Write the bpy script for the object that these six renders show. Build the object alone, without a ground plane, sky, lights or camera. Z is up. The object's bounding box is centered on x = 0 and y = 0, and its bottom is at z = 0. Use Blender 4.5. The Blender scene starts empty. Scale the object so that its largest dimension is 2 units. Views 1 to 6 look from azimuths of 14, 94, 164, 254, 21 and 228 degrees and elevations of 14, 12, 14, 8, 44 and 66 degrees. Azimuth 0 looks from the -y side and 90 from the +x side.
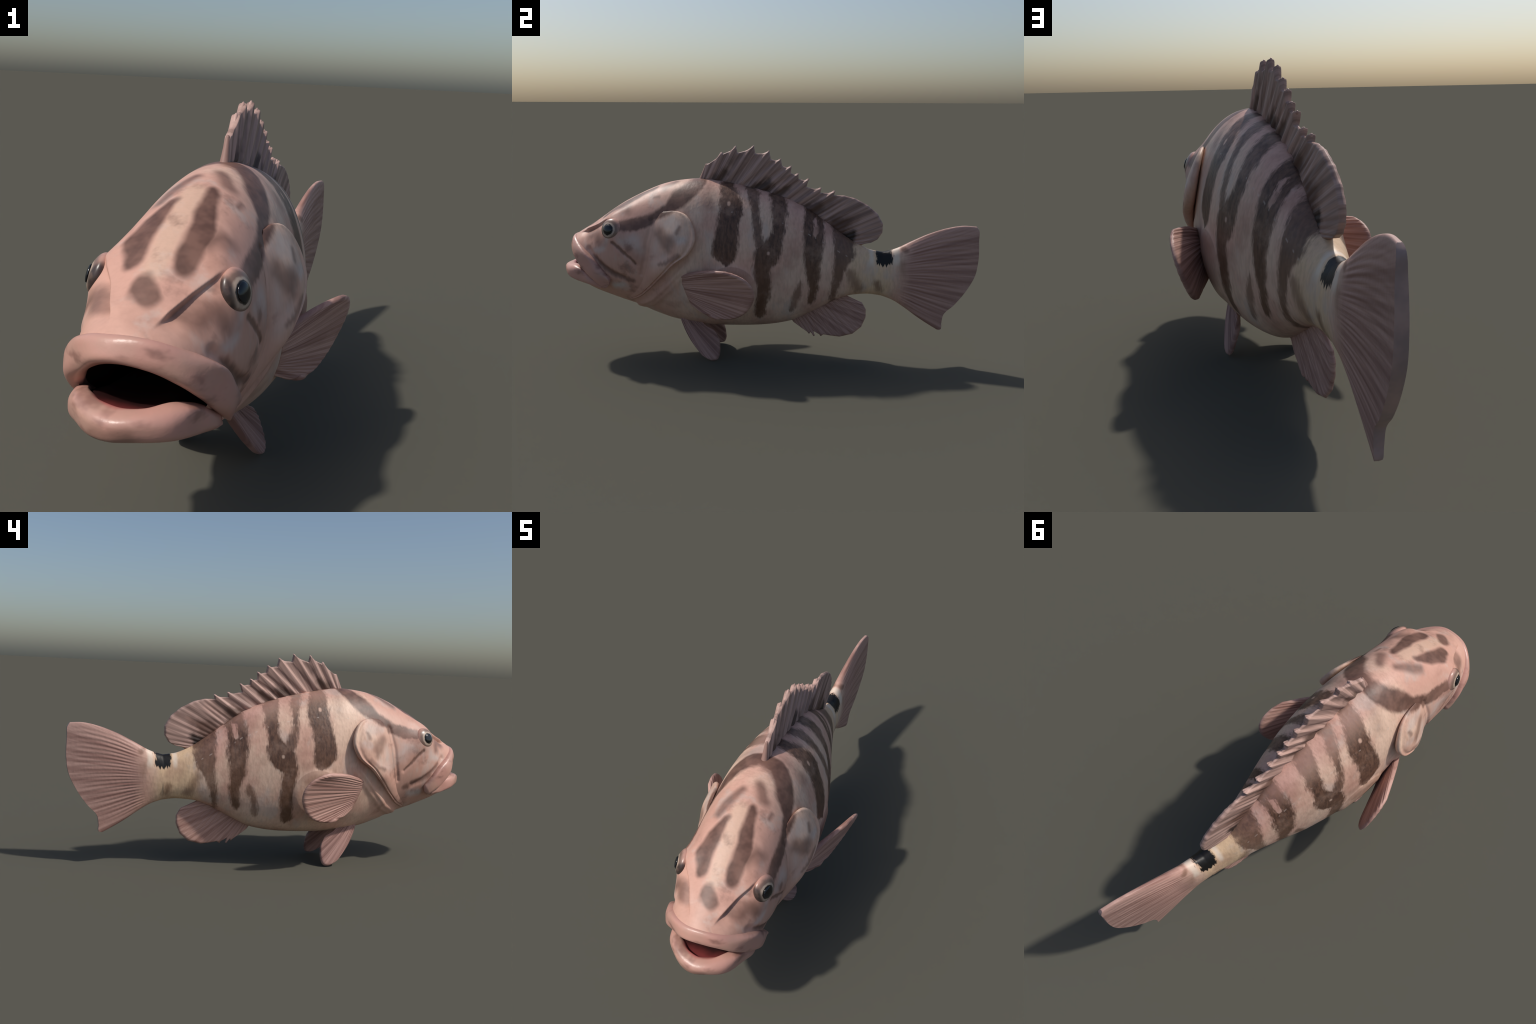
"""Striped grouper: a stout reef fish with an open thick-lipped mouth.
The body is one continuous lofted surface (elliptical sections along y, a Coons patch for the tail fan),
split into head, torso, tail stalk and caudal fin; lips, gill covers, eyes and fins are parts of their own."""
import bpy, math
import numpy as np

rng = np.random.default_rng(7)

# ------------------------------------------------------------------ curves
def pchip(pts):
    p = np.array(pts, float)
    x, y = p[:, 0], p[:, 1]
    h = np.diff(x)
    d = np.diff(y) / h
    m = np.zeros(len(x))
    m[0], m[-1] = d[0], d[-1]
    for i in range(1, len(x) - 1):
        if d[i - 1] * d[i] > 0:
            w1, w2 = 2 * h[i] + h[i - 1], h[i] + 2 * h[i - 1]
            m[i] = (w1 + w2) / (w1 / d[i - 1] + w2 / d[i])

    def f(q):
        q = np.clip(np.asarray(q, float), x[0], x[-1])
        i = np.clip(np.searchsorted(x, q) - 1, 0, len(x) - 2)
        t = (q - x[i]) / h[i]
        t2, t3 = t * t, t * t * t
        return (2 * t3 - 3 * t2 + 1) * y[i] + (t3 - 2 * t2 + t) * h[i] * m[i] + (3 * t2 - 2 * t3) * y[i + 1] + (t3 - t2) * h[i] * m[i + 1]
    return f


def path(rows, par=None):
    """smooth curve through rows of coordinates, parameter 0..1 by chord length (or given)"""
    r = np.array(rows, float)
    if par is None:
        par = np.r_[0, np.cumsum(np.linalg.norm(np.diff(r, axis=0), axis=1))]
        par = par / par[-1]
    # Catmull-Rom tangents
    m = np.gradient(r, par, axis=0)

    def f(q):
        q = np.clip(np.asarray(q, float), 0, 1)
        i = np.clip(np.searchsorted(par, q) - 1, 0, len(par) - 2)
        h = (par[i + 1] - par[i])
        t = ((q - par[i]) / h)[..., None]
        h = h[..., None]
        t2, t3 = t * t, t * t * t
        return (2 * t3 - 3 * t2 + 1) * r[i] + (t3 - 2 * t2 + t) * h * m[i] + (3 * t2 - 2 * t3) * r[i + 1] + (t3 - t2) * h * m[i + 1]
    return f


def smooth(a, b, x):
    t = np.clip((np.asarray(x, float) - a) / (b - a), 0, 1)
    return t * t * (3 - 2 * t)


# ------------------------------------------------------------------ body profile (y = length, head at -y)
TOP = pchip([(-1.0, .56), (-.95, .585), (-.926, .603), (-.866, .640), (-.813, .675), (-.745, .723), (-.685, .761), (-.626, .792), (-.567, .820), (-.501, .846), (-.437, .862), (-.379, .870), (-.309, .875),
             (-.2, .862), (-.1, .843), (.0, .818), (.1, .785), (.19, .742), (.28, .68), (.36, .622), (.44, .572), (.506, .54), (.56, .532)])
BOT = pchip([(-1.0, .42), (-.985, .412), (-.95, .394), (-.90, .362), (-.85, .333), (-.721, .277), (-.623, .242), (-.54, .205), (-.442, .176), (-.33, .161),
             (-.211, .155), (-.1, .156), (-.014, .160), (.116, .181), (.2, .218), (.28, .26), (.355, .298), (.42, .317), (.497, .323), (.56, .316)])
WID = pchip([(-1.0, .085), (-.95, .113), (-.9, .130), (-.85, .150), (-.8, .169), (-.75, .182), (-.7, .191), (-.65, .196), (-.55, .198), (-.45, .201),
             (-.35, .209), (-.2, .211), (-.05, .198), (.1, .164), (.25, .120), (.4, .081), (.5, .058), (.56, .050)])
MID = pchip([(-1.0, .5), (-.7, .52), (-.5, .49), (-.35, .45), (.56, .45)])
EXU = pchip([(-1, 2.1), (-.84, 2.05), (-.76, 2.1), (-.69, 2.08), (-.6, 2.05), (-.5, 2.02), (-.42, 2.02), (-.35, 2.03), (.56, 2.05)])
EXL = pchip([(-1, 2.6), (-.85, 2.3), (-.76, 1.95), (-.66, 1.78), (-.55, 1.76), (-.42, 1.95), (-.3, 2.2), (-.15, 2.3), (.0, 2.25), (.15, 2.35), (.35, 2.4), (.56, 2.1)])
BEND = lambda y: .05 * np.maximum(np.asarray(y) - .45, 0) + .1 * np.maximum(np.asarray(y) - .45, 0) ** 2                  # the tail swings a little to +x


def section(y, a):
    """body point at length y and angle a (a = 90 degrees is the back)"""
    t, b, w = TOP(y), BOT(y), WID(y)
    zm = b + (t - b) * MID(y)
    s, c = np.sin(a), np.cos(a)
    ex = np.where(s > 0, EXU(y), EXL(y))
    h = np.where(s > 0, t - zm, zm - b)
    x = w * np.sign(c) * np.abs(c) ** (2 / ex)
    z = zm + h * np.sign(s) * np.abs(s) ** (2 / ex)
    return np.stack([x + BEND(y), np.broadcast_to(y, x.shape), z], -1)


def flank_x(y, z):
    """half width of the body at length y and height z"""
    t, b, w = TOP(y), BOT(y), WID(y)
    zm = b + (t - b) * MID(y)
    up = z > zm
    ex = np.where(up, EXU(y), EXL(y))
    h = np.where(up, t - zm, zm - b)
    return w * np.maximum(1 - np.clip(np.abs(z - zm) / h, 0, 1) ** ex, 1e-4) ** (1 / ex)


def flank(y, z, off=0.0):
    """point on the +x flank, moved outward by off along the surface normal"""
    e = 2e-3
    x = flank_x(y, z)
    gy = (flank_x(y + e, z) - flank_x(y - e, z)) / (2 * e)
    gz = np.clip((flank_x(y, z + e) - flank_x(y, z - e)) / (2 * e), -1.2, 1.2)
    n = np.stack([np.ones_like(x), -gy, -gz], -1)
    n /= np.linalg.norm(n, axis=-1, keepdims=True)
    return np.stack([x, y + 0 * x, z + 0 * x], -1) + n * np.asarray(off)[..., None]


# ------------------------------------------------------------------ mesh helpers
def mesh_object(name, verts, faces, mat, parent=None, smooth_shade=True):
    me = bpy.data.meshes.new(name)
    me.from_pydata([tuple(map(float, v)) for v in verts], [], [tuple(int(i) for i in f) for f in faces])
    me.update()
    if smooth_shade:
        me.polygons.foreach_set("use_smooth", [True] * len(me.polygons))
    me.materials.append(mat)
    ob = bpy.data.objects.new(name, me)
    bpy.context.scene.collection.objects.link(ob)
    ob.parent = parent
    return ob


def grid_faces(n, m, wrap=False, base=0):
    i, j = np.meshgrid(np.arange(n - 1), np.arange(m if wrap else m - 1), indexing="ij")
    k = (j + 1) % m
    return (np.stack([i * m + j, i * m + k, (i + 1) * m + k, (i + 1) * m + j], -1).reshape(-1, 4) + base)


def mirror_x(verts, faces):
    v = np.array(verts, float).copy()
    v[:, 0] *= -1
    return v, [tuple(reversed(f)) for f in faces]


# ------------------------------------------------------------------ node helper
class Nodes:
    def __init__(self, mat):
        self.t = mat.node_tree
        self.t.nodes.clear()

    def new(self, kind, **props):
        n = self.t.nodes.new(kind)
        for k, v in props.items():
            setattr(n, k, v)
        return n

    def put(self, sock, v):
        if isinstance(v, bpy.types.NodeSocket):
            self.t.links.new(v, sock)
        else:
            sock.default_value = v

    def m(self, op, a, b=0.0, c=0.0, clamp=False):
        n = self.new("ShaderNodeMath", operation=op, use_clamp=clamp)
        for s, v in zip(n.inputs, (a, b, c)):
            self.put(s, v)
        return n.outputs[0]

    def add(self, a, b): return self.m("ADD", a, b)
    def sub(self, a, b): return self.m("SUBTRACT", a, b)
    def mul(self, a, b): return self.m("MULTIPLY", a, b)
    def mx(self, a, b): return self.m("MAXIMUM", a, b)
    def mn(self, a, b): return self.m("MINIMUM", a, b)

    def step(self, v, lo, hi, out0=0.0, out1=1.0):
        n = self.new("ShaderNodeMapRange", interpolation_type="SMOOTHSTEP")
        n.clamp = True
        for s, q in zip(n.inputs, (v, lo, hi, out0, out1)):
            self.put(s, q)
        return n.outputs[0]

    def xyz(self, x, y, z):
        n = self.new("ShaderNodeCombineXYZ")
        for s, v in zip(n.inputs, (x, y, z)):
            self.put(s, v)
        return n.outputs[0]

    def noise(self, vec, scale, detail=3.0, rough=.55, dist=0.0):
        n = self.new("ShaderNodeTexNoise")
        self.put(n.inputs["Vector"], vec)
        n.inputs["Scale"].default_value = scale
        n.inputs["Detail"].default_value = detail
        n.inputs["Roughness"].default_value = rough
        n.inputs["Distortion"].default_value = dist
        return n.outputs[0]

    def mix(self, f, a, b):
        n = self.new("ShaderNodeMix", data_type="RGBA")
        self.put(n.inputs["Factor"], f)
        for s, v in ((n.inputs["A"], a), (n.inputs["B"], b)):
            pass
        self.put(n.inputs[6], a if isinstance(a, bpy.types.NodeSocket) else (*a, 1))
        self.put(n.inputs[7], b if isinstance(b, bpy.types.NodeSocket) else (*b, 1))
        return n.outputs[2]

    def curve(self, v, pts):
        """float curve v -> value, pts as (v, value) with both mapped into 0..1 by the caller's units"""
        n = self.new("ShaderNodeFloatCurve")
        c = n.mapping.curves[0]
        pts = sorted(pts)
        while len(c.points) < len(pts):
            c.points.new(.5, .5)
        for p, q in zip(c.points, pts):
            p.location = q
            p.handle_type = "AUTO_CLAMPED"
        n.mapping.use_clip = False
        n.mapping.update()
        n.inputs["Factor"].default_value = 1.0
        self.put(n.inputs["Value"], v)
        return n.outputs[0]

    def capsule(self, u, v, a, b, ra, rb):
        """signed distance from the point (u, v) to a tapered stroke from a to b"""
        ax, ay = a
        dx, dy = b[0] - ax, b[1] - ay
        L = max(dx * dx + dy * dy, 1e-8)
        pu, pv = self.sub(u, ax), self.sub(v, ay)
        t = self.m("MULTIPLY_ADD", pu, dx / L, self.mul(pv, dy / L), clamp=True)
        eu, ev = self.m("MULTIPLY_ADD", t, -dx, pu), self.m("MULTIPLY_ADD", t, -dy, pv)
        d = self.m("SQRT", self.m("MULTIPLY_ADD", eu, eu, self.mul(ev, ev)))
        return self.sub(self.m("MULTIPLY_ADD", t, ra - rb, d), ra)

    def stroke(self, u, v, pts):
        """union of capsules along pts = [(u, v, radius), ...]"""
        d = None
        for p, q in zip(pts, pts[1:]):
            c = self.capsule(u, v, p[:2], q[:2], p[2], q[2])
            d = c if d is None else self.mn(d, c)
        return d


def srgb(r, g, b):
    f = lambda c: (c / 12.92 if c <= .04045 else ((c + .055) / 1.055) ** 2.4)
    return tuple(f(c / 255) for c in (r, g, b))


def material(name):
    m = bpy.data.materials.new(name)
    m.use_nodes = True
    N = Nodes(m)
    out = N.new("ShaderNodeOutputMaterial")
    bs = N.new("ShaderNodeBsdfPrincipled")
    N.t.links.new(bs.outputs[0], out.inputs[0])
    return m, N, bs


def position(N):
    tc = N.new("ShaderNodeTexCoord")
    s = N.new("ShaderNodeSeparateXYZ")
    N.t.links.new(tc.outputs["Object"], s.inputs[0])
    return tc.outputs["Object"], s.outputs[0], s.outputs[1], s.outputs[2]


# colours (base colours, sunless)
PALE = srgb(227, 193, 170)
PINK = srgb(206, 157, 139)
CREAM = srgb(228, 194, 158)
BAND = srgb(112, 88, 78)
BROWN = srgb(118, 86, 66)
BLACK = srgb(20, 18, 18)
FROST = srgb(206, 196, 190)
FIN = srgb(196, 156, 143)
FIN_DARK = srgb(150, 111, 100)
LIP = srgb(196, 146, 132)


def skin_material():
    m, N, bs = material("striped_skin")
    P, x, y, z = position(N)
    ax = N.m("ABSOLUTE", x)
    # vertical-grained wobble of all band edges
    grain = N.xyz(N.mul(x, 30), N.mul(y, 60), N.mul(z, 16))
    n1 = N.sub(N.noise(grain, 1.0, 4), .5)
    n2 = N.sub(N.noise(P, 9.0, 3), .5)
    n3 = N.sub(N.noise(N.xyz(N.mul(x, 60), N.mul(y, 150), N.mul(z, 34)), 1.0, 3), .5)
    wob = N.add(N.add(N.mul(n1, .024), N.mul(n2, .022)), N.mul(n3, .030))
    yw = N.add(y, N.mul(n2, .035))
    # upright bands: centre and half width vary with height
    bands = [
        ([(.88, -.19, .02), (.85, -.18, .035), (.805, -.161, .047), (.736, -.156, .054), (.672, -.167, .053), (.607, -.173, .058), (.553, -.178, .058), (.513, -.170, .032), (.47, -.165, -.03)], 1.0),
        ([(.85, -.085, .02), (.804, -.058, .024), (.742, -.044, .016), (.685, -.033, .02), (.62, -.02, .024), (.56, -.0, .03), (.5, 0.0, -.03)], .92),
        ([(.82, .04, .03), (.788, .057, .036), (.719, .067, .033), (.66, .067, .031), (.605, .047, .041), (.568, .026, .063), (.515, .011, .056), (.47, -.009, .039), (.406, -.004, .033), (.323, -.008, .030), (.25, -.019, .026), (.2, -.02, -.03)], 1.0),
        ([(.77, .20, .015), (.724, .22, .035), (.654, .228, .048), (.567, .226, .044), (.507, .225, .038), (.46, .227, .036), (.38, .233, .022), (.31, .224, .020), (.25, .22, -.03)], 1.0),
        ([(.44, .172, -.03), (.40, .170, .011), (.35, .152, .016), (.27, .130, .013), (.22, .125, -.02)], .75),
        ([(.68, .30, .0), (.644, .34, .025), (.605, .365, .045), (.56, .375, .052), (.515, .375, .050), (.455, .352, .028), (.39, .336, .019), (.346, .328, .017), (.29, .32, .012)], .9),
    ]
    mask = None
    for rows, strength in bands:
        cen = N.curve(z, [(r[0], (r[1] + 1) / 2) for r in rows])
        half = N.curve(z, [(r[0], r[2] + .5) for r in rows])
        cen = N.m("MULTIPLY_ADD", cen, 2.0, -1.0)
        d = N.sub(N.m("ABSOLUTE", N.sub(yw, cen)), N.sub(half, .5))
        k = N.step(N.add(d, wob), .011, -.011, 0, strength)
        mask = k if mask is None else N.mx(mask, k)
    mask = N.mul(mask, N.step(N.noise(P, 13, 4, .65), .28, .55, .80, 1.0))
    # sun wash painted on the -x flank: bands lightened towards the back
    mask = N.mul(mask, N.sub(1.0, N.mul(N.step(x, .0, -.03), N.mul(N.step(ax, .15, .06), N.step(z, .62, .74, 0, .4)))))
    # light slit inside the third band, pale flecks
    slit = N.step(N.add(N.capsule(y, z, (.235, .685), (.236, .63), .010, .010), wob), .006, -.006, 0, .8)
    for (a, b) in (((.022, .553), .006), ((-.165, .775), .007)):
        slit = N.mx(slit, N.step(N.capsule(y, z, a, (a[0], a[1] - .004), b, b), .004, -.004, 0, .8))
    mask = N.mul(mask, N.sub(1.0, slit))
    # round smooth patch that the pectoral fin rests against
    disc = N.step(N.capsule(y, z, (-.152, .370), (-.15, .370), .121, .121), .003, -.003)
    mask = N.mul(mask, N.sub(1.0, N.mul(disc, .7)))
    # side of the head: band through the eye, cheek lines, gill cover patches
    wy, wz = N.add(y, N.mul(n2, .03)), N.add(z, N.mul(n1, .02))
    def side(pts, soft, k):
        return N.step(N.stroke(wy, wz, pts), soft, -soft, 0, k)
    head = side([(-.665, .667, .022), (-.60, .675, .030), (-.532, .695, .026)], .008, .85)
    head = N.mx(head, side([(-.532, .703, .018), (-.45, .745, .026), (-.40, .79, .042), (-.335, .845, .034), (-.31, .868, .03)], .010, .95))
    head = N.mx(head, side([(-.705, .592, .008), (-.651, .547, .008), (-.60, .497, .006)], .005, .75))
    head = N.mx(head, side([(-.80, .520, .008), (-.75, .468, .013), (-.70, .437, .013), (-.62, .405, .012)], .010, .75))
    head = N.mx(head, side([(-.475, .64, .022), (-.44, .605, .034), (-.435, .57, .014)], .02, .6))
    head = N.mx(head, side([(-.385, .672, .008), (-.392, .65, .010)], .008, .6))
    head = N.mx(head, side([(-.48, .50, .008), (-.44, .515, .008), (-.39, .545, .012)], .009, .6))
    head = N.mx(head, side([(-.84, .612, .018), (-.795, .625, .022), (-.79, .59, .016)], .018, .7))
    head = N.mx(head, side([(-.27, .85, .02), (-.255, .77, .026)], .03, .3))
    # top of the head, seen from above
    up = N.step(z, .55, .60)
    wx2, wy2 = N.add(x, N.mul(n2, .03)), N.add(y, N.mul(n2, .04))
    def crown(pts, soft, k):
        return N.mul(up, N.step(N.stroke(wx2, wy2, pts), soft, -soft, 0, k))
    head = N.mx(head, crown([(-.036, -.585, .014), (-.058, -.65, .030), (-.066, -.70, .034), (-.058, -.762, .022)], .010, .95))
    head = N.mx(head, crown([(.038, -.53, .014), (.054, -.60, .024), (.064, -.67, .032), (.058, -.757, .026)], .010, .95))
    head = N.mx(head, crown([(.085, -.69, .02), (.112, -.645, .018)], .022, .75))
    head = N.mx(head, crown([(-.012, -.822, .026), (.012, -.845, .024)], .010, .9))
    head = N.mx(head, crown([(.030, -.43, .018), (.058, -.475, .026)], .018, .75))
    head = N.mx(head, crown([(-.025, -.472, .014), (-.060, -.53, .022), (-.075, -.57, .016)], .016, .75))
    head = N.mx(head, crown([(.10, -.505, .006), (.10, -.525, .006)], .008, .7))
    head = N.mx(head, crown([(-.03, -.335, .012), (.03, -.335, .012)], .018, .7))
    # tail stalk: black saddle, brown blotches
    jag = N.mul(N.sub(N.noise(N.xyz(0, N.mul(y, 110), 0), 1.0, 1), .5), .05)
    saddle = N.mul(N.step(N.add(N.m("ABSOLUTE", N.sub(y, .564)), N.add(N.mul(n1, .05), N.mul(n3, .03))), .043, .033), N.step(N.add(N.add(z, jag), N.mul(N.m("ABSOLUTE", N.sub(y, .564)), -.35)), .466, .474))
    blot = N.step(N.add(N.capsule(y, z, (.535, .385), (.545, .360), .018, .018), wob), .015, -.015, 0, .6)
    blot = N.mx(blot, N.step(N.add(N.capsule(y, z, (.405, .44), (.445, .36), .02, .02), wob), .02, -.02, 0, .5))
    white = N.step(N.add(N.m("ABSOLUTE", N.sub(N.m("ABSOLUTE", N.sub(y, .564)), .058)), N.mul(n2, .03)), .022, .006, 0, .8)
    white = N.mul(white, N.step(z, .46, .50))
    blot = N.mx(blot, N.step(N.capsule(wy, wz, (.655, .552), (.665, .548), .012, .012), .008, -.008, 0, .6))
    blot = N.mx(blot, N.step(N.capsule(wy, wz, (.65, .48), (.655, .44), .02, .01), .02, -.02, 0, .35))
    # ground colours
    base = N.mix(N.step(N.noise(P, 5.0, 4), .38, .68, 0, .8), PALE, PINK)
    ridge = N.mul(N.step(ax, .13, .05), N.mul(N.step(y, -.4, -.25), N.step(z, .5, .6)))
    base = N.mix(N.mul(ridge, .7), base, srgb(206, 158, 146))
    pinkhead = N.step(y, -.33, -.62)
    base = N.mix(N.mul(pinkhead, .85), base, srgb(202, 153, 136))
    cream = N.mul(N.step(N.m("ABSOLUTE", N.sub(y, .50)), .14, .06), N.step(N.noise(P, 9.0, 3), .3, .6, .5, 1))
    base = N.mix(cream, base, CREAM)
    stripe = N.mx(N.capsule(x, y, (0, -.55), (0, -.78), .03, .026), N.sub(.6, z))
    base = N.mix(N.step(stripe, .02, -.015, 0, .6), base, srgb(206, 174, 150))
    frost = side([(-.66, .60, .02), (-.60, .60, .028), (-.58, .56, .02)], .03, .6)
    frost = N.mx(frost, side([(-.71, .375, .016), (-.665, .372, .020)], .016, .8))
    frost = N.mx(frost, side([(-.47, .69, .02), (-.41, .69, .026)], .018, .45))
    frost = N.mx(frost, side([(-.385, .615, .018), (-.365, .62, .016)], .012, .6))
    frost = N.mx(frost, side([(-.49, .60, .012), (-.505, .50, .02), (-.46, .54, .02)], .025, .35))
    frost = N.mx(frost, side([(-.73, .62, .01), (-.755, .56, .012), (-.80, .545, .01)], .014, .6))
    head = N.mx(head, N.mul(N.step(y, -.42, -.55), N.step(N.noise(P, 10, 4, .6), .53, .72, 0, .5)))
    frost = N.mul(frost, N.step(N.noise(P, 18, 3), .25, .6, .35, 1))
    base = N.mix(frost, base, FROST)
    # fine streaks and mottling
    fine = N.noise(N.xyz(N.mul(x, 60), N.mul(y, 90), N.mul(z, 26)), 1.0, 4, .6)
    scaly = N.step(y, -.55, -.35, .35, 1)
    base = N.mix(N.mul(scaly, N.step(fine, .35, .75, 0, .22)), base, BROWN)
    base = N.mix(N.step(N.noise(P, 6, 3, .6), .50, .72, 0, .5), base, srgb(158, 116, 100))
    base = N.mix(N.step(N.noise(N.xyz(N.mul(x, 9), N.add(N.mul(y, 11), 7.3), N.mul(z, 5)), 1.0, 4, .6), .52, .70, 0, .5), base, srgb(196, 180, 170))
    lat = N.stroke(y, N.add(z, N.mul(n2, .02)), [(-.34, .735, .0022), (-.1, .738, .002), (.05, .70, .002), (.2, .63, .0018), (.32, .56, .0018), (.45, .49, .0015)])
    lat = N.mul(N.step(lat, .002, -.001), N.step(N.noise(N.xyz(0, N.mul(y, 45), 0), 1.0, 2), .5, .62, 0, .35))
    bandcol = N.mix(N.step(fine, .3, .7), srgb(76, 54, 45), srgb(112, 82, 66))
    low = N.step(z, .62, .30, 0, .7)
    bandcol = N.mix(low, bandcol, BROWN)
    col = N.mix(mask, base, bandcol)
    col = N.mix(lat, col, srgb(214, 196, 184))
    headcol = N.mix(N.step(N.noise(P, 22, 2), .3, .7), srgb(84, 58, 49), srgb(116, 84, 72))
    col = N.mix(head, col, headcol)
    col = N.mix(N.mul(disc, N.step(z, .40, .46, .05, .5)), col, srgb(150, 112, 94))
    col = N.mix(blot, col, BROWN)
    # tail fan colour
    ang = N.m("ARCTAN2", N.sub(z, .43), N.sub(y, .36))
    rays = N.noise(N.xyz(N.mul(ang, 26), N.mul(y, 1.5), 0), 1.0, 3, .6)
    fincol = N.mix(N.step(rays, .32, .68), FIN_DARK, FIN)
    fincol = N.mix(N.step(y, .72, 1.0, 0, .25), fincol, srgb(150, 128, 122))
    fan = N.step(N.add(y, N.add(N.mul(n2, .08), N.mul(N.m("ABSOLUTE", N.sub(z, .43)), -.15))), .60, .70)
    col = N.mix(fan, col, fincol)
    col = N.mix(N.mul(blot, .6), col, BROWN)
    col = N.mix(white, col, srgb(226, 208, 190))
    col = N.mix(saddle, col, BLACK)
    N.put(bs.inputs["Base Color"], col)
    bs.inputs["Roughness"].default_value = .46
    bs.inputs["Specular IOR Level"].default_value = .35
    vor = N.new("ShaderNodeTexVoronoi")
    N.put(vor.inputs["Vector"], N.xyz(N.mul(x, 55), N.mul(y, 75), N.mul(z, 55)))
    vor.inputs["Scale"].default_value = 1.0
    bump = N.new("ShaderNodeBump")
    bump.inputs["Strength"].default_value = .12
    bump.inputs["Distance"].default_value = .004
    N.put(bump.inputs["Height"], N.add(N.mul(vor.outputs["Distance"], N.step(y, -.45, -.3)), fine))
    N.put(bs.inputs["Normal"], bump.outputs[0])
    return m


def fin_material(name, centre, blotches=(), pale=FIN, dark=FIN_DARK, freq=26.0, lean=0.0):
    """streaks that fan out from a centre (y, z); dark blotches at given places"""
    m, N, bs = material(name)
    P, x, y, z = position(N)
    dy, dz = N.sub(y, centre[0]), N.sub(z, centre[1])
    ang = N.m("ARCTAN2", dz, dy)
    rays = N.noise(N.xyz(N.mul(ang, freq), N.mul(y, 1.2), N.mul(x, 1.5)), 1.0, 3, .6)
    col = N.mix(N.step(rays, .3, .68), dark, pale)
    col = N.mix(N.step(N.noise(P, 11, 3), .5, .8, 0, .4), col, srgb(196, 154, 140))
    n2 = N.mul(N.sub(N.noise(P, 16.0, 3), .5), .05)
    for (cy, cz, r, soft, c, k) in blotches:
        d = N.add(N.capsule(y, z, (cy, cz), (cy + .035, cz + .03), r, r * .5), n2)
        col = N.mix(N.step(N.add(d, N.mul(N.sub(rays, .5), .05)), soft, -soft, 0, k), col, c)
    N.put(bs.inputs["Base Color"], col)
    bs.inputs["Roughness"].default_value = .5
    bs.inputs["Specular IOR Level"].default_value = .3
    bump = N.new("ShaderNodeBump")
    bump.inputs["Strength"].default_value = .25
    bump.inputs["Distance"].default_value = .004
    N.put(bump.inputs["Height"], rays)
    N.put(bs.inputs["Normal"], bump.outputs[0])
    return m


def plain_material(name, a, b, scale=9.0, rough=.45, spec=.4):
    m, N, bs = material(name)
    P, x, y, z = position(N)
    N.put(bs.inputs["Base Color"], N.mix(N.step(N.noise(P, scale, 4), .35, .68), a, b))
    bs.inputs["Roughness"].default_value = rough
    bs.inputs["Specular IOR Level"].default_value = spec
    return m


SKIN = skin_material()

# ------------------------------------------------------------------ top-level thing
fish = bpy.data.objects.new("striped_grouper", None)
bpy.context.scene.collection.objects.link(fish)
fish["label"] = "pale pink reef fish with brown stripes and thick open lips"
fish["category"] = "fish"

# ------------------------------------------------------------------ body: rings of NA points
NA = 360
ang = -math.pi / 2 + (np.arange(NA) + .5) * 2 * math.pi / NA
fold = np.degrees(np.arcsin(np.clip(np.sin(ang), -1, 1)))          # -90 belly .. 90 back, same on both flanks
RIM = pchip([(-90, -.958), (-75, -.954), (-60, -.932), (-45, -.90), (-30, -.868), (-15, -.845), (3, -.845), (22, -.888), (45, -.914), (70, -.932), (90, -.936)])
rings = []
Y1 = -.60
for t in np.linspace(0, 1, 110)[:-1]:
    yy = RIM(fold) * (1 - t) + Y1 * t
    rings.append(section(yy, ang))
for yy in np.linspace(Y1, .56, 300):
    rings.append(section(np.full(NA, yy), ang))

# tail fan: Coons patch between the stalk's end and the trailing edge
top_edge = path([(.56, .532), (.614, .547), (.70, .589), (.78, .627), (.86, .655), (.93, .668), (.982, .666)])
bot_edge = path([(.56, .316), (.61, .297), (.666, .261), (.73, .215), (.79, .177), (.832, .153)])
hind_edge = path([(.832, .153), (.846, .156), (.850, .193), (.856, .231), (.902, .284), (.958, .367), (.988, .434), (.998, .504), (.995, .605), (.992, .652), (.982, .666)])
front_edge = lambda u: np.stack([np.full_like(u, .56), .316 + u * .216], -1)
ring0 = rings[-1]
u = np.clip((ring0[:, 2] - .316) / .216, 0, 1)
side = np.sign(np.cos(ang))
NT = 120
for k in range(1, NT + 1):
    v = np.full(NA, k / NT)
    top, bot = top_edge(v), bot_edge(v)
    us = u
    c = (1 - us)[:, None] * bot + us[:, None] * top + (1 - v)[:, None] * front_edge(us) + v[:, None] * hind_edge(us)
    c -= ((1 - us) * (1 - v))[:, None] * bot_edge(np.zeros(NA)) + (us * (1 - v))[:, None] * top_edge(np.zeros(NA)) + ((1 - us) * v)[:, None] * bot_edge(np.ones(NA)) + (us * v)[:, None] * top_edge(np.ones(NA))
    vv = k / NT
    th = .016 + .034 * (1 - vv) ** 1.45
    ex = .5 * (1 - vv) + .22 * vv
    body = (np.clip(4 * us * (1 - us), 0, 1)) ** ex
    ray = np.cos(us * 2 * math.pi * 25 + .9 * np.sin(us * 11))
    corr = .0017 * ray * smooth(.22, .45, vv) * smooth(0.02, .12, us) * smooth(1, .9, us) * (1 - vv) ** .6
    xx = side * (th * body + corr)
    twist = 1 + .35 * (c[:, 1] - .43) * smooth(0, .5, vv)
    rings.append(np.stack([xx + BEND(c[:, 0]) * twist, c[:, 0], c[:, 1] + .004 * smooth(0, .5, vv)], -1))

V = np.array(rings)                                                 # ring, angle, xyz
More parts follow.
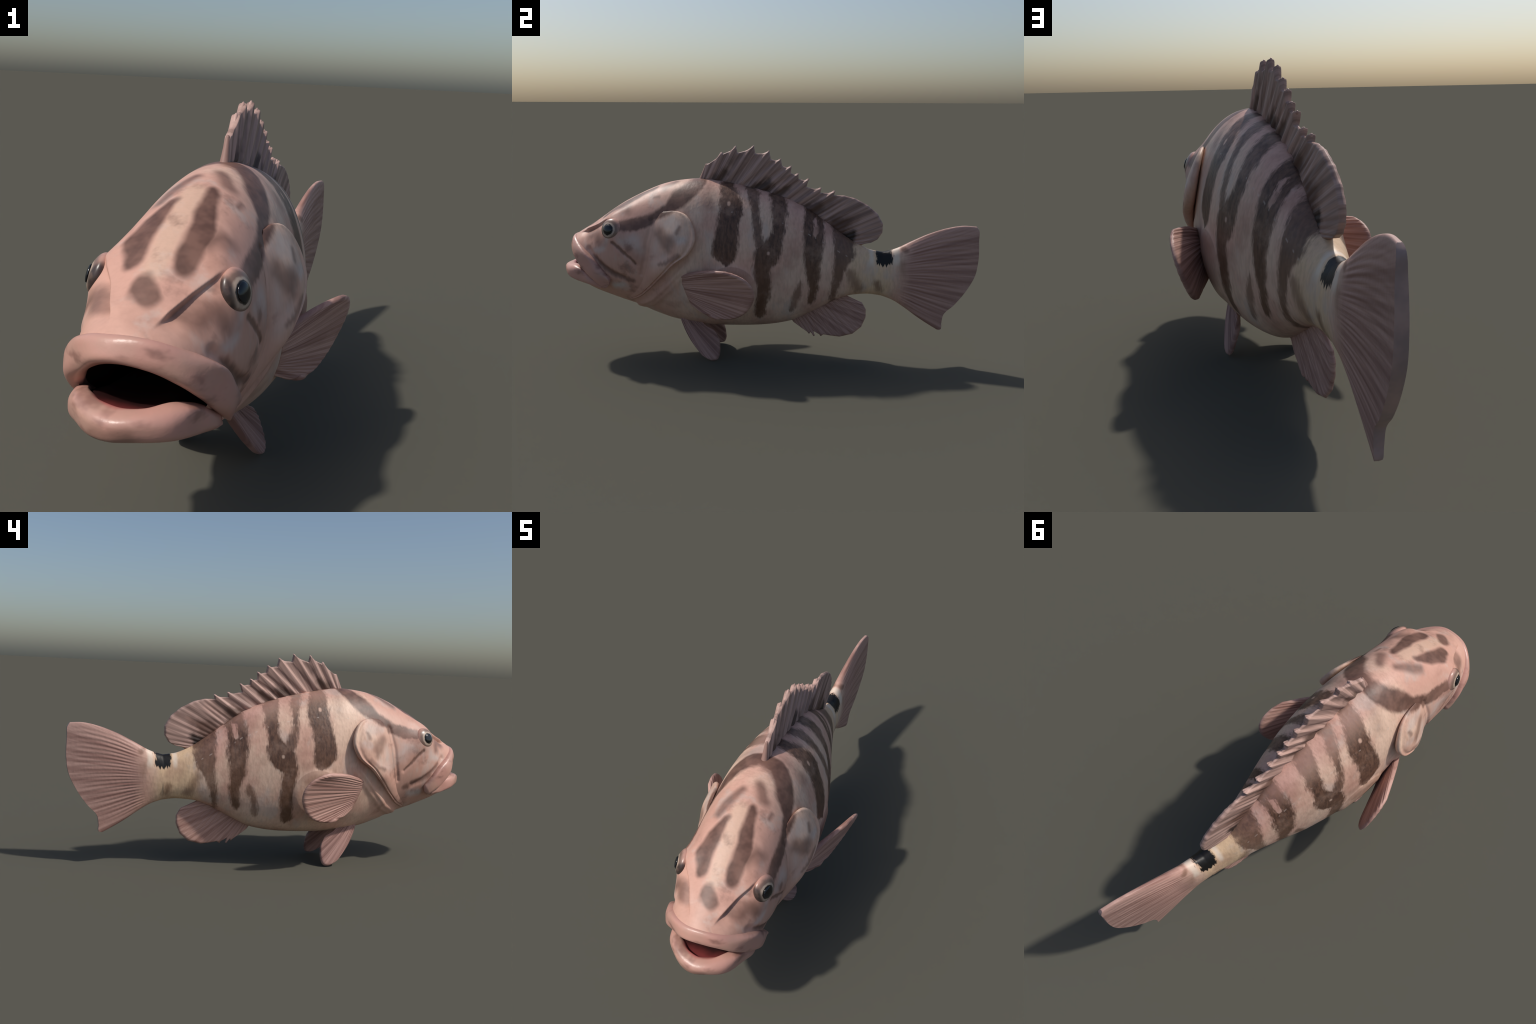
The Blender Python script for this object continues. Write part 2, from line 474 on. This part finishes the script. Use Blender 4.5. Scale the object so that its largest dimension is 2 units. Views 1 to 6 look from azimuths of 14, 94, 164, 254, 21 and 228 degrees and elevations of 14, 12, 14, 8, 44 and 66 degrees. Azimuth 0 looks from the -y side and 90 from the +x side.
# relief on the head: displace along the surface normal
def normals(V):
    du = np.gradient(V, axis=0)
    dv = (np.roll(V, -1, 1) - np.roll(V, 1, 1))
    n = np.cross(dv, du)
    return n / np.maximum(np.linalg.norm(n, axis=-1, keepdims=True), 1e-9)

def seg_dist(y, z, pts):
    d = np.full(y.shape, 9.)
    for (a, b), (c, e) in zip(pts, pts[1:]):
        L = (c - a) ** 2 + (e - b) ** 2
        t = np.clip(((y - a) * (c - a) + (z - b) * (e - b)) / L, 0, 1)
        d = np.minimum(d, np.hypot(y - a - t * (c - a), z - b - t * (e - b)))
    return d

n = normals(V)
if (n[200, NA // 2 - 1] * (V[200, NA // 2 - 1] - V[200].mean(0))).sum() < 0:
    n = -n
y_, z_, x_ = V[..., 1], V[..., 2], V[..., 0]
d = np.zeros(y_.shape)
ax_ = np.abs(x_)


def fold_step(pts, depth, lift, reach):
    """overhanging fold along a 3D line on both flanks: skin below the line lies deeper, above it slightly proud"""
    best, sd = np.full(ax_.shape, 9.), np.zeros(ax_.shape)
    for p, q in zip(pts, pts[1:]):
        p, q = np.array(p), np.array(q)
        L = ((q - p) ** 2).sum()
        t = np.clip(((ax_ - p[0]) * (q - p)[0] + (y_ - p[1]) * (q - p)[1] + (z_ - p[2]) * (q - p)[2]) / L, 0, 1)
        fx, fy, fz = ax_ - p[0] - t * (q - p)[0], y_ - p[1] - t * (q - p)[1], z_ - p[2] - t * (q - p)[2]
        r = np.sqrt(fx * fx + fy * fy + fz * fz)
        sd = np.where(r < best, fx * .7 - fz * .7, sd)
        best = np.minimum(best, r)
    below = smooth(-.003, .005, sd)
    return -depth * np.exp(-(best / reach) ** 2) * below + lift * np.exp(-(best / (reach * .5)) ** 2) * (1 - below)


def groove(pts, depth, width):
    return -depth * np.exp(-(seg_dist(y_, z_, pts) / width) ** 2)


side_of_head = smooth(.05, .10, ax_)
d += .007 * np.exp(-(((ax_ - .112) / .035) ** 2 + ((y_ + .695) / .075) ** 2 + ((z_ - .718 - .45 * (y_ + .695)) / .035) ** 2))             # bony brow over the eye
d += .009 * smooth(.140, .095, np.hypot(y_ + .152, z_ - .370)) * (ax_ > .05)                                       # round pad under the pectoral fin
d += fold_step([(.068, -.858, .632), (.100, -.81, .664), (.128, -.765, .686)], .014, .005, .032)                 # brow fold before the eye
d += side_of_head * groove([(-.70, .585), (-.65, .54), (-.60, .49)], .004, .010)
d += side_of_head * groove([(-.83, .55), (-.77, .485), (-.71, .44), (-.66, .42)], .008, .013)                      # cheek fold behind the lip
d += side_of_head * groove([(-.52, .70), (-.545, .60), (-.555, .52), (-.575, .44)], .005, .008)
d += .022 * np.exp(-((y_ + .712) ** 2 + (z_ - .650) ** 2) / .056 ** 2) * smooth(.06, .12, ax_) * (y_ < -.5)        # eye socket swell
# gill membrane folds on the throat, just behind the gill cover
for off, amp in ((.022, .009), (.044, .006)):
    line = [(-.36 + off, .53 - off * .4), (-.42 + off, .46 - off * .5), (-.48 + off * .9, .395 - off * .6), (-.55 + off * .6, .325 - off * .8), (-.62, .285 - off)]
    k = seg_dist(y_, z_, line)
    d += amp * np.exp(-(k / .013) ** 2) * smooth(.02, .06, ax_) * smooth(.54, .46, z_)
V = V + n * d[..., None]

n = normals(V)
if (n[200, NA // 2 - 1] * (V[200, NA // 2 - 1] - V[200].mean(0))).sum() < 0:
    n = -n
NR = V.shape[0]
flat = V.reshape(-1, 3)
norm = n.reshape(-1, 3)
quads = grid_faces(NR, NA, wrap=True)
ringno = np.repeat(np.arange(NR - 1), NA)
mean_y = V[:, NA // 2 - 1, 1]
cut_head = 109 + int(np.argmin(np.abs(np.linspace(Y1, .56, 300) + .43)))
cut_tail = 109 + int(np.argmin(np.abs(np.linspace(Y1, .56, 300) - .42)))
cut_fin = 109 + 300 + int(NT * .12)


def body_part(name, lo, hi, cap=False):
    sel = quads[(ringno >= lo) & (ringno < hi)]
    used = np.arange(lo * NA, (hi + 1) * NA)
    verts, nn = flat[used], norm[used]
    faces = [tuple(f) for f in (sel - lo * NA)]
    ob = mesh_object(name, verts, faces, SKIN, fish)
    ob.data.normals_split_custom_set_from_vertices([tuple(map(float, q)) for q in nn])
    return ob


# orientation: outward faces
a, b, c_, e_ = flat[quads[200 * NA + 90]]
if np.dot(np.cross(b - a, c_ - a), norm[quads[200 * NA + 90][0]]) < 0:
    quads = quads[:, ::-1]
head = body_part("head", 0, cut_head)
body_part("torso", cut_head, cut_tail)
body_part("tail_stalk", cut_tail, cut_fin)
tail = body_part("caudal_fin", cut_fin, NR - 1)
# flat hind edge of the caudal fin: strip between the two flanks
last = V[-1]
order = np.arange(NA // 2)
right = last[order]
left = last[(NA - 1) - order]
strip = np.concatenate([right, (right + left) / 2 + np.array([0, .0025, 0]), left])
h = NA // 2
faces = [(i, i + 1, i + 1 + h, i + h) for i in range(h - 1)] + [(i + h, i + 1 + h, i + 1 + 2 * h, i + 2 * h) for i in range(h - 1)]
EDGE = plain_material("fin_edge_skin", srgb(150, 128, 124), srgb(176, 146, 138), 12)
mesh_object("fin_edge", strip, faces, EDGE, tail)

# ------------------------------------------------------------------ lips
LIPM = None
def lip_material(name, red_inside):
    m, N, bs = material(name)
    P, x, y, z = position(N)
    col = N.mix(N.step(N.noise(P, 9, 3), .35, .7), LIP, srgb(186, 146, 130))
    spots = N.step(N.noise(N.xyz(N.mul(x, 10), N.mul(y, 10), N.mul(z, 20)), 1.0, 3), .52, .70, 0, .75)
    col = N.mix(spots, col, srgb(132, 94, 84))
    # red inner edge of the lower lip, chin shading baked in as brown, brown crease above the upper lip's hind end
    if red_inside:
        ex, ey = N.mul(x, 1 / .12), N.mul(N.add(y, .80), 1 / .165)
        e = N.m("SQRT", N.m("MULTIPLY_ADD", ex, ex, N.mul(ey, ey)))
        e = N.add(e, N.mul(N.sub(N.noise(P, 20, 3), .5), .12))
        col = N.mix(N.mul(N.step(e, 1.0, .88), N.step(z, .41, .43, 0, .9)), col, srgb(172, 84, 82))
        chin = N.step(N.add(N.capsule(x, z, (-.03, .415), (.03, .415), .02, .02), N.mul(N.sub(N.noise(P, 14, 3), .5), .04)), .02, -.02, 0, .6)
        col = N.mix(N.mul(chin, N.step(y, -.94, -.97)), col, srgb(126, 92, 80))
    N.put(bs.inputs["Base Color"], col)
    bs.inputs["Roughness"].default_value = .36
    bs.inputs["Specular IOR Level"].default_value = .45
    bump = N.new("ShaderNodeBump")
    bump.inputs["Strength"].default_value = .25
    bump.inputs["Distance"].default_value = .006
    N.put(bump.inputs["Height"], N.noise(P, 26, 4))
    N.put(bs.inputs["Normal"], bump.outputs[0])
    return m
LIPM = lip_material("upper_lip_skin", False)
LIPM_LOW = lip_material("lower_lip_skin", True)


def full_path(rows):
    """mirror a half path that starts on the midline into a full left-right path"""
    r = np.array(rows, float)
    l = r[1:][::-1].copy()
    l[:, 0] *= -1
    return np.vstack([l, r])


def lip(name, upper, lower, out_th, in_th, n_len=180, n_round=48, expo=2.4, end=.05, mat=None):
    U, L = path(full_path(upper)), path(full_path(lower))
    OT = pchip(out_th)
    s = np.linspace(0, 1, n_len)
    Us, Ls = U(s), L(s)
    mid = (Us + Ls) / 2
    tan = np.gradient(mid, axis=0)
    tan /= np.linalg.norm(tan, axis=1, keepdims=True)
    e1 = (Us - Ls) / 2
    half = np.linalg.norm(e1, axis=1)
    nrm = np.cross(tan, e1 / half[:, None])
    nrm /= np.linalg.norm(nrm, axis=1, keepdims=True)
    if nrm[n_len // 2, 1] > 0:
        nrm = -nrm
    k = np.abs(s - .5) * 2
    cap = np.sqrt(np.clip(1 - np.clip((k - (1 - end)) / end, 0, 1) ** 2, .0004, 1))
    a = np.arange(n_round) * 2 * math.pi / n_round
    ca, sa = np.cos(a), np.sin(a)
    pc, ps = np.sign(ca) * np.abs(ca) ** (2 / expo), np.sign(sa) * np.abs(sa) ** (2 / expo)
    th = np.where(pc[None] > 0, OT(k)[:, None], in_th) * pc[None] * cap[:, None]
    pts = mid[:, None] + e1[:, None] * (ps[None] * cap[:, None])[..., None] + nrm[:, None] * th[..., None]
    wave = .0036 * np.sin(9 * s * math.pi + 1.3)[:, None] * np.sin(2 * a + 2.2)[None] + .0016 * np.sin(23 * s + .5)[:, None] * np.cos(3 * a)[None]
    pts = pts + nrm[:, None] * (wave * cap[:, None])[..., None]
    verts = pts.reshape(-1, 3)
    faces = [tuple(f) for f in grid_faces(n_len, n_round, wrap=True)]
    faces.append(tuple(range(n_round)))
    faces.append(tuple(reversed(range((n_len - 1) * n_round, n_len * n_round))))
    return mesh_object(name, verts, faces, mat or LIPM, head)


UP_TOP = [(0, -.914, .595), (.05, -.910, .591), (.10, -.887, .573), (.143, -.848, .543), (.168, -.803, .505), (.180, -.765, .458), (.180, -.722, .402)]
UP_LOW = [(0, -.938, .541), (.05, -.931, .533), (.10, -.902, .500), (.138, -.868, .460), (.158, -.830, .421), (.166, -.785, .384), (.164, -.750, .358)]
lip("upper_lip", UP_TOP, UP_LOW, [(0, .029), (.5, .027), (.75, .020), (1, .009)], .020, expo=3.1)
LO_TOP = [(0, -.960, .458), (.05, -.946, .460), (.095, -.908, .462), (.122, -.860, .446), (.142, -.810, .414), (.150, -.77, .388)]
LO_LOW = [(0, -.952, .398), (.05, -.940, .395), (.095, -.904, .388), (.128, -.857, .378), (.147, -.807, .366), (.155, -.77, .360)]
lip("lower_lip", LO_TOP, LO_LOW, [(0, .043), (.4, .036), (1, .010)], .014, end=.04, expo=2.8, mat=LIPM_LOW)

# mouth lining: pocket that runs back from the lips; tongue inside
def mouth():
    U, L = path(full_path(UP_LOW)), path(full_path(LO_TOP))
    s = np.linspace(0.06, .94, 60)
    loop = np.vstack([U(s), L(s)[::-1]])
    loop[:, 1] += .012
    loop[:60, 2] += .012
    loop[60:, 2] -= .015
    cen = np.array([0, -.88, .46])
    rr = []
    for k, (f, dy) in enumerate([(1, 0), (1.0, .05), (.97, .12), (.9, .2), (.7, .27), (.4, .31), (.02, .32)]):
        q = cen + (loop - cen) * np.array([f * (.94 if k == 0 else .78), max(.15, 1 - dy * 2.6), f])
        q[:, 1] += dy
        q[:, 2] -= dy * .12
        rr.append(q)
    verts = np.vstack(rr)
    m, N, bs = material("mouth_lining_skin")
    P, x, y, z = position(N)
    col = N.mix(N.step(N.add(y, N.mul(N.noise(P, 12, 3), .06)), -.92, -.86), srgb(128, 54, 53), srgb(38, 13, 12))  # colour darkened to near black inwards, a painted shadow of the cavity
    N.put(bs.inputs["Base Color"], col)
    bs.inputs["Roughness"].default_value = .5
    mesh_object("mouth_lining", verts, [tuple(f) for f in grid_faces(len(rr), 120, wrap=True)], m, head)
    # tongue: flattened tapering lobe with a middle ridge
    tt, aa = np.meshgrid(np.linspace(0, 1, 30), np.linspace(0, 2 * math.pi, 32, endpoint=False), indexing="ij")
    w = .075 * np.sqrt(np.clip(1 - (1 - tt) ** 2.5, 0, 1)) + .001
    yy = -.90 + .2 * tt
    zz = .385 + .0 * tt
    vx = w * np.cos(aa)
    vz = zz + .016 * np.sqrt(np.clip(1 - (1 - tt) ** 3, 0, 1)) * np.sin(aa) + .006 * np.exp(-(vx / .012) ** 2) * (np.sin(aa) > 0)
    tm = plain_material("tongue_skin", srgb(96, 40, 38), srgb(126, 58, 54), 14)
    mesh_object("tongue", np.stack([vx, yy, vz], -1).reshape(-1, 3), [tuple(f) for f in grid_faces(30, 32, wrap=True)], tm, head)
mouth()

# ------------------------------------------------------------------ gill covers
def gill_cover():
    F = path([(-.495, .718), (-.525, .68), (-.538, .62), (-.548, .55), (-.562, .46), (-.60, .385), (-.66, .318)])
    R = path([(-.475, .730), (-.42, .734), (-.366, .718), (-.330, .672), (-.317, .610), (-.342, .556), (-.412, .501), (-.481, .437), (-.547, .371), (-.61, .319), (-.658, .296)])
    DU = pchip([(0, .002), (.12, .018), (.28, .036), (.40, .046), (.50, .046), (.60, .038), (.70, .021), (.80, .009), (.90, .005), (1, .002)])
    nu, nv = 120, 60
    uu = np.linspace(0, 1, nu)
    rows = []
    for k in range(nv):
        v = k / (nv - 1)
        f, r = F(uu), R(uu)
        p = f * (1 - v) + r * v
        off = -.004 + (DU(uu) + .004) * smooth(0, 1.0, v ** .68)
        off = off + .008 * np.exp(-((p[:, 0] + .42) ** 2 + (p[:, 1] - .62) ** 2) / .05 ** 2)
        off = off - .005 * np.exp(-((v - .93) / .05) ** 2) * smooth(.1, .3, uu)
        rows.append(flank(p[:, 0], p[:, 1], off))
    # rolled hind rim, then back underneath
    for k, (dv, fo) in enumerate([(.006, .85), (.008, .6), (.004, .35), (-.02, .12), (-.08, -.1), (-.2, -.4)]):
        f, r = F(uu), R(uu)
        wid = np.linalg.norm(r - f, axis=1, keepdims=True)
        p = r + (r - f) / wid * np.maximum(dv, -.45 * wid)
        rows.append(flank(p[:, 0], p[:, 1], DU(uu) * fo))
    pts = np.array(rows).reshape(-1, 3)
    faces = [tuple(f) for f in grid_faces(len(rows), nu)]
    return pts, faces


gv, gf = gill_cover()
mesh_object("gill_cover", gv, [tuple(reversed(f)) for f in gf], SKIN, head)
mv, mf = mirror_x(gv, [tuple(reversed(f)) for f in gf])
mesh_object("gill_cover", mv, mf, SKIN, head)

# ------------------------------------------------------------------ eyes
def eye_material(name, px, py):
    """eyeball skin: dark iris round the pupil at local (px, py), then cream, then brown rim"""
    m, N, bs = material(name)
    P, x, y, z = position(N)
    dx, dy = N.sub(x, px), N.sub(y, py)
    r = N.m("SQRT", N.m("MULTIPLY_ADD", dx, dx, N.mul(dy, dy)))
    r = N.add(r, N.mul(N.sub(N.noise(P, 60, 3), .5), .008))
    front = N.step(N.mul(dx, 1.0 if px > 0 else -1.0), (.020), .034)
    col = N.mix(N.step(r, .025, .029), srgb(30, 25, 24), srgb(186, 164, 146))
    col = N.mix(N.step(r, .032, .038), col, srgb(130, 104, 92))
    col = N.mix(N.step(r, .042, .056), col, srgb(190, 144, 128))
    col = N.mix(N.mul(front, .85), col, srgb(34, 30, 31))
    col = N.mix(N.step(N.noise(P, 40, 3), .5, .75, 0, .5), col, srgb(120, 94, 82))
    N.put(bs.inputs["Base Color"], col)
    bs.inputs["Roughness"].default_value = .32
    return m


PUPIL = plain_material("pupil_black", srgb(10, 12, 15), srgb(22, 26, 32), 30, .12, .6)


def frame(axis):
    a = np.array(axis, float)
    a /= np.linalg.norm(a)
    b = np.cross((0, 0, 1), a)
    b /= np.linalg.norm(b)
    return np.stack([b, np.cross(a, b), a], 1)


def dome(radius, height, n=24, m=48, under=.4):
    t = np.linspace(0, math.pi / 2 + under, n)
    a = np.arange(m) * 2 * math.pi / m
    v = [(radius * math.sin(q) * math.cos(w), radius * math.sin(q) * math.sin(w), height * math.cos(q)) for q in t for w in a]
    return np.array(v), [tuple(f) for f in grid_faces(n, m, wrap=True)]


from mathutils import Matrix
for sgn in (1, -1):
    ax = np.array([.90 * sgn, -.22, .30])
    M = frame(ax)
    cen = np.array([.160 * sgn, -.714, .648])
    mat4 = Matrix([[*M[0], cen[0]], [*M[1], cen[1]], [*M[2], cen[2]], [0, 0, 0, 1]])
    dv, df = dome(.052, .026)
    pd = M.T @ (np.array([.90 * sgn, -.38, .22]) / np.linalg.norm([.90, -.38, .22]))
    ey = mesh_object("eye", dv, df, eye_material("eye_skin", pd[0] * .052, pd[1] * .052), fish)
    ey.matrix_local = mat4
    pv, pf = dome(.0225, .006, 14, 40, 0)
    pu = mesh_object("pupil", pv, pf, PUPIL, ey)
    # pupil sits a little forward and low on the eyeball
    base = pd * np.array([.052, .052, .026]) * .955
    q = frame(pd / np.array([.052, .052, .026]))
    pu.matrix_local = Matrix([[*q[0], base[0]], [*q[1], base[1]], [*q[2], base[2]], [0, 0, 0, 1]])


# ------------------------------------------------------------------ fins
def fin_sheet(name, base, tip, nu, nv, half, ridge, mat, lateral=None, both=False, taper=.45, edge=.08, bow=None):
    """closed two-sided fin: base(u), tip(u) give 3D edges, half = half thickness at the root,
    ridge(u) in -1..1 gives ray relief as a fraction; lateral(P, u, v) bends the sheet sideways"""
    uu = np.linspace(0, 1, nu)
    B, T = base(uu), tip(uu)
    vv = np.linspace(0, 1, nv)
    mid = B[None] * (1 - vv)[:, None, None] + T[None] * vv[:, None, None]
    if bow is not None:
        mid = mid + bow(uu[None], vv[:, None])
    if lateral is not None:
        mid = lateral(mid, uu, vv)
    du, dv = np.gradient(mid, axis=1), np.gradient(mid, axis=0)
    n = np.cross(du, dv)
    n /= np.maximum(np.linalg.norm(n, axis=-1, keepdims=True), 1e-9)
    env = np.sqrt(np.clip(1 - np.clip((vv - (1 - edge)) / edge, 0, 1) ** 2, 0, 1))[:, None]
    eu = np.minimum(uu, 1 - uu)
    envu = np.sqrt(np.clip(1 - (1 - np.clip(eu / .03, 0, 1)) ** 2, 0, 1))[None]
    th = half * (1 - taper * vv)[:, None] * (1 + ridge(uu)[None] * smooth(.0, .12, vv)[:, None])
    th = np.maximum(th * env * envu, .0004)
    A = mid + n * th[..., None]
    C = mid - n * th[..., None]
    verts = np.vstack([A.reshape(-1, 3), C.reshape(-1, 3)])
    f1 = grid_faces(nv, nu)
    f2 = f1[:, ::-1] + nv * nu
    faces = [tuple(f) for f in f1] + [tuple(f) for f in f2]
    ring = [j for j in range(nu)] + [i * nu + nu - 1 for i in range(1, nv)] + [(nv - 1) * nu + j for j in range(nu - 2, -1, -1)] + [i * nu for i in range(nv - 2, 0, -1)]
    for p, q in zip(ring, ring[1:] + ring[:1]):
        faces.append((q, p, p + nv * nu, q + nv * nu))
    out = [mesh_object(name, verts, faces, mat, fish)]
    if both:
        v2, f2 = mirror_x(verts, faces)
        out.append(mesh_object(name, v2, f2, mat, fish))
    return out


def polyline(par, rows):
    par, rows = np.array(par), np.array(rows, float)
    return lambda q: np.stack([np.interp(q, par, rows[:, k]) for k in range(rows.shape[1])], -1)


# dorsal fin: eleven spines with notched membrane, then a rounded soft lobe
spine_base = [-.312, -.288, -.250, -.203, -.138, -.090, -.035, .018, .082, .138, .200]
spine_tip = [(-.286, .944), (-.213, .999), (-.146, 1.028), (-.061, 1.030), (.012, 1.007), (.067, .969), (.117, .936), (.151, .901), (.201, .877), (.260, .834), (.325, .821)]
notch = [(-.276, .945), (-.206, .992), (-.139, .996), (-.054, .994), (.020, .968), (.074, .936), (.116, .903), (.152, .876), (.190, .838), (.257, .812), (.322, .801)]
par, brow, trow, spine_u = [], [], [], []
span = .47 - (-.317)
uof = lambda yb: (yb + .317) / span
par.append(0.0); brow.append(-.317); trow.append((-.314, .890))
for i, (yb, tp, nt) in enumerate(zip(spine_base, spine_tip, notch)):
    ub = uof(yb)
    par.append(ub); brow.append(yb); trow.append(tp); spine_u.append(ub)
    nxt = uof(spine_base[i + 1]) if i + 1 < len(spine_base) else uof(.235)
    gap = (nxt - ub) * .16
    par.append(ub + gap); brow.append(yb + gap * span); trow.append(nt)
    if i + 1 < len(spine_base):
        um = ub + (nxt - ub) * .6
        t2 = spine_tip[i + 1]
        par.append(um); brow.append(yb + (nxt - ub) * .6 * span)
        trow.append((nt[0] * .45 + t2[0] * .55, nt[1] * .45 + t2[1] * .55 - .006))
for yb, tp in zip([.235, .27, .305, .335, .365, .39, .41, .43, .447], [(.37, .800), (.42, .788), (.483, .755), (.53, .715), (.557, .668), (.556, .625), (.535, .592), (.505, .576), (.478, .573)]):
    par.append(uof(yb)); brow.append(yb); trow.append(tp)
umax = par[-1]
par = [p / umax for p in par]
spine_u = np.array(spine_u) / umax
base_y = polyline(par, np.array(brow)[:, None])
tip_yz = polyline(par, trow)
soft_u = np.linspace(uof(.235), uof(.447), 13) / umax


def dorsal_base(u):
    y = base_y(u)[..., 0]
    return np.stack([0 * y, y, TOP(y) - .012], -1)


def dorsal_tip(u):
    t = tip_yz(u)
    return np.stack([0 * u, t[..., 0], t[..., 1]], -1)


def dorsal_ridge(u):
    r = np.zeros_like(u)
    for s in spine_u:
        r = np.maximum(r, np.exp(-((u - s) / .016) ** 2))
    for s in soft_u:
        r = np.maximum(r, .28 * np.exp(-((u - s) / .009) ** 2))
    return 1.1 * r - .12 + .55 * smooth(soft_u[0] - .02, soft_u[3], u)


DORSAL = fin_material("dorsal_fin_skin", (-.55, .25), [
    (-.235, .875, 0.035, .018, srgb(84, 64, 54), .85), (-.16, .955, .018, .02, srgb(104, 84, 76), .6), (-.02, .825, 0.041, .018, srgb(72, 54, 46), .9), (.055, .80, .03, .018, srgb(88, 66, 56), .8),
    (.205, .715, 0.061, .018, srgb(92, 68, 58), .9), (.35, .645, 0.049, .02, srgb(84, 58, 48), .85), (.385, .595, .032, .016, srgb(28, 23, 22), .95), (.29, .75, .03, .03, srgb(112, 86, 76), .6), (.40, .66, .03, .03, srgb(110, 80, 68), .5)],
    pale=srgb(194, 160, 148), dark=srgb(130, 104, 95), freq=46)
SPINE = fin_material("fin_spine_skin", (-.55, .25), [], pale=srgb(206, 170, 158), dark=srgb(150, 118, 108), freq=30)  # tinted paler than the membrane to draw the highlights along the spines
dz = fin_sheet("dorsal_fin", dorsal_base, dorsal_tip, 640, 44, .0095, dorsal_ridge, DORSAL, taper=.35, edge=.05)[0]
# the spines themselves: tapering rods set in the membrane
rod_n, rod_m = 24, 12
for s in spine_u:
    b, t = dorsal_base(np.array([s]))[0], dorsal_tip(np.array([s]))[0]
    ax = t - b
    L = np.linalg.norm(ax)
    q = frame(ax)
    vs = []
    for i in range(rod_n):
        k = i / (rod_n - 1)
        r = (.0145 * (1 - .62 * k)) * (1 if k < .97 else .45)
        cpt = b + ax * k * 1.004
        for j in range(rod_m):
            w = 2 * math.pi * j / rod_m
            vs.append(cpt + q[:, 0] * r * math.cos(w) + q[:, 1] * r * math.sin(w))
    fs = [tuple(f) for f in grid_faces(rod_n, rod_m, wrap=True)] + [tuple(range((rod_n - 1) * rod_m, rod_n * rod_m))]
    mesh_object("fin_spine", vs, fs, SPINE, dz)

# anal fin: three short spines, rounded lobe
ab = polyline([0, 1], [(.118,), (.375,)])
anal_base = lambda u: np.stack([0 * u, ab(u)[..., 0], BOT(ab(u)[..., 0]) + .012], -1)
at = polyline([0, .05, .12, .15, .22, .25, .33, .36, .42, .52, .64, .76, .86, .94, 1],
              [(.135, .168), (.16, .150), (.218, .108), (.219, .118), (.240, .098), (.236, .122), (.276, .099), (.285, .106), (.315, .101), (.365, .096), (.428, .113), (.470, .150), (.490, .200), (.490, .240), (.470, .275)])
anal_tip = lambda u: np.stack([0 * u, at(u)[..., 0], at(u)[..., 1]], -1)
uneven_rays = lambda k, a: (lambda u: a * np.cos(2 * math.pi * (k * u + .22 * np.sin(7 * u + k))) * (.75 + .25 * np.sin(19 * u + k)) + .3 * a * np.cos(2 * math.pi * 2.6 * k * u))
ANAL = fin_material("anal_fin_skin", (.05, .36), [], freq=30)
an = fin_sheet("anal_fin", anal_base, anal_tip, 260, 44, .011, uneven_rays(15, .11), ANAL, taper=.3, edge=.07)[0]
for s, r0 in ((.115, .007), (.215, .009), (.325, .009)):
    b, t = anal_base(np.array([s]))[0], anal_tip(np.array([s]))[0]
    q = frame(t - b)
    vs = [b + (t - b) * k / 15 * 1.01 + (q[:, 0] * math.cos(w) + q[:, 1] * math.sin(w)) * r0 * (1.25 - .75 * k / 15) for k in range(16) for w in np.arange(10) * 2 * math.pi / 10]
    mesh_object("fin_spine", vs, [tuple(f) for f in grid_faces(16, 10, wrap=True)] + [tuple(range(150, 160))], ANAL, an)

# pectoral fins: round fans that stand off the flanks
pb = path([(-.392, .440), (-.375, .40), (-.358, .35), (-.340, .298)])
pt = path([(-.170, .490), (-.11, .481), (-.062, .455), (-.037, .422), (-.030, .385), (-.045, .335), (-.075, .292), (-.12, .262), (-.175, .249), (-.235, .258)])


def pec_base(u):
    p = pb(u)
    q = flank(p[:, 0], p[:, 1], np.full(len(u), -.012))
    return q


def pec_tip(u):
    p = pt(u)
    return np.stack([.2155 + .2266 * p[:, 0] + .2985 * p[:, 1], p[:, 0], p[:, 1]], -1)


def pec_bow(u, v):
    k = np.sin(np.pi * v)
    edge = np.abs(2 * u - 1) ** 3 * np.sign(.5 - u)
    return np.stack(np.broadcast_arrays(.006 * k * (1 - v), 0 * k * u, .014 * k * edge), -1)


PEC = fin_material("pectoral_fin_skin", (-.48, .385), [], freq=16)
fin_sheet("pectoral_fin", pec_base, pec_tip, 220, 60, .013, uneven_rays(19, .10), PEC, both=True, taper=.35, edge=.06, bow=pec_bow)

# pelvic fins: short blades that reach the ground
vb = polyline([0, 1], [(-.420, .200), (-.315, .185)])
vt = path([(-.300, .024), (-.277, .010), (-.250, .0015), (-.228, .008), (-.216, .035), (-.216, .066), (-.219, .092), (-.232, .118), (-.252, .140)])
pelvic_x = lambda z: .134 - .34 * z


def pel(f):
    def g(u):
        p = f(u)
        return np.stack([pelvic_x(p[:, 1]), p[:, 0], p[:, 1]], -1)
    return g


def pel_bow(u, v):
    k = np.sin(np.pi * v)
    return np.stack(np.broadcast_arrays(.006 * k + 0 * u, -.010 * k * (1 - u), -.006 * k * (1 - u)), -1)


PEL = fin_material("pelvic_fin_skin", (-.47, .29), [], freq=20, pale=srgb(178, 140, 130), dark=srgb(132, 98, 90))
fin_sheet("pelvic_fin", pel(vb), pel(vt), 160, 50, .014, uneven_rays(12, .12), PEL, both=True, taper=.3, edge=.06, bow=pel_bow)
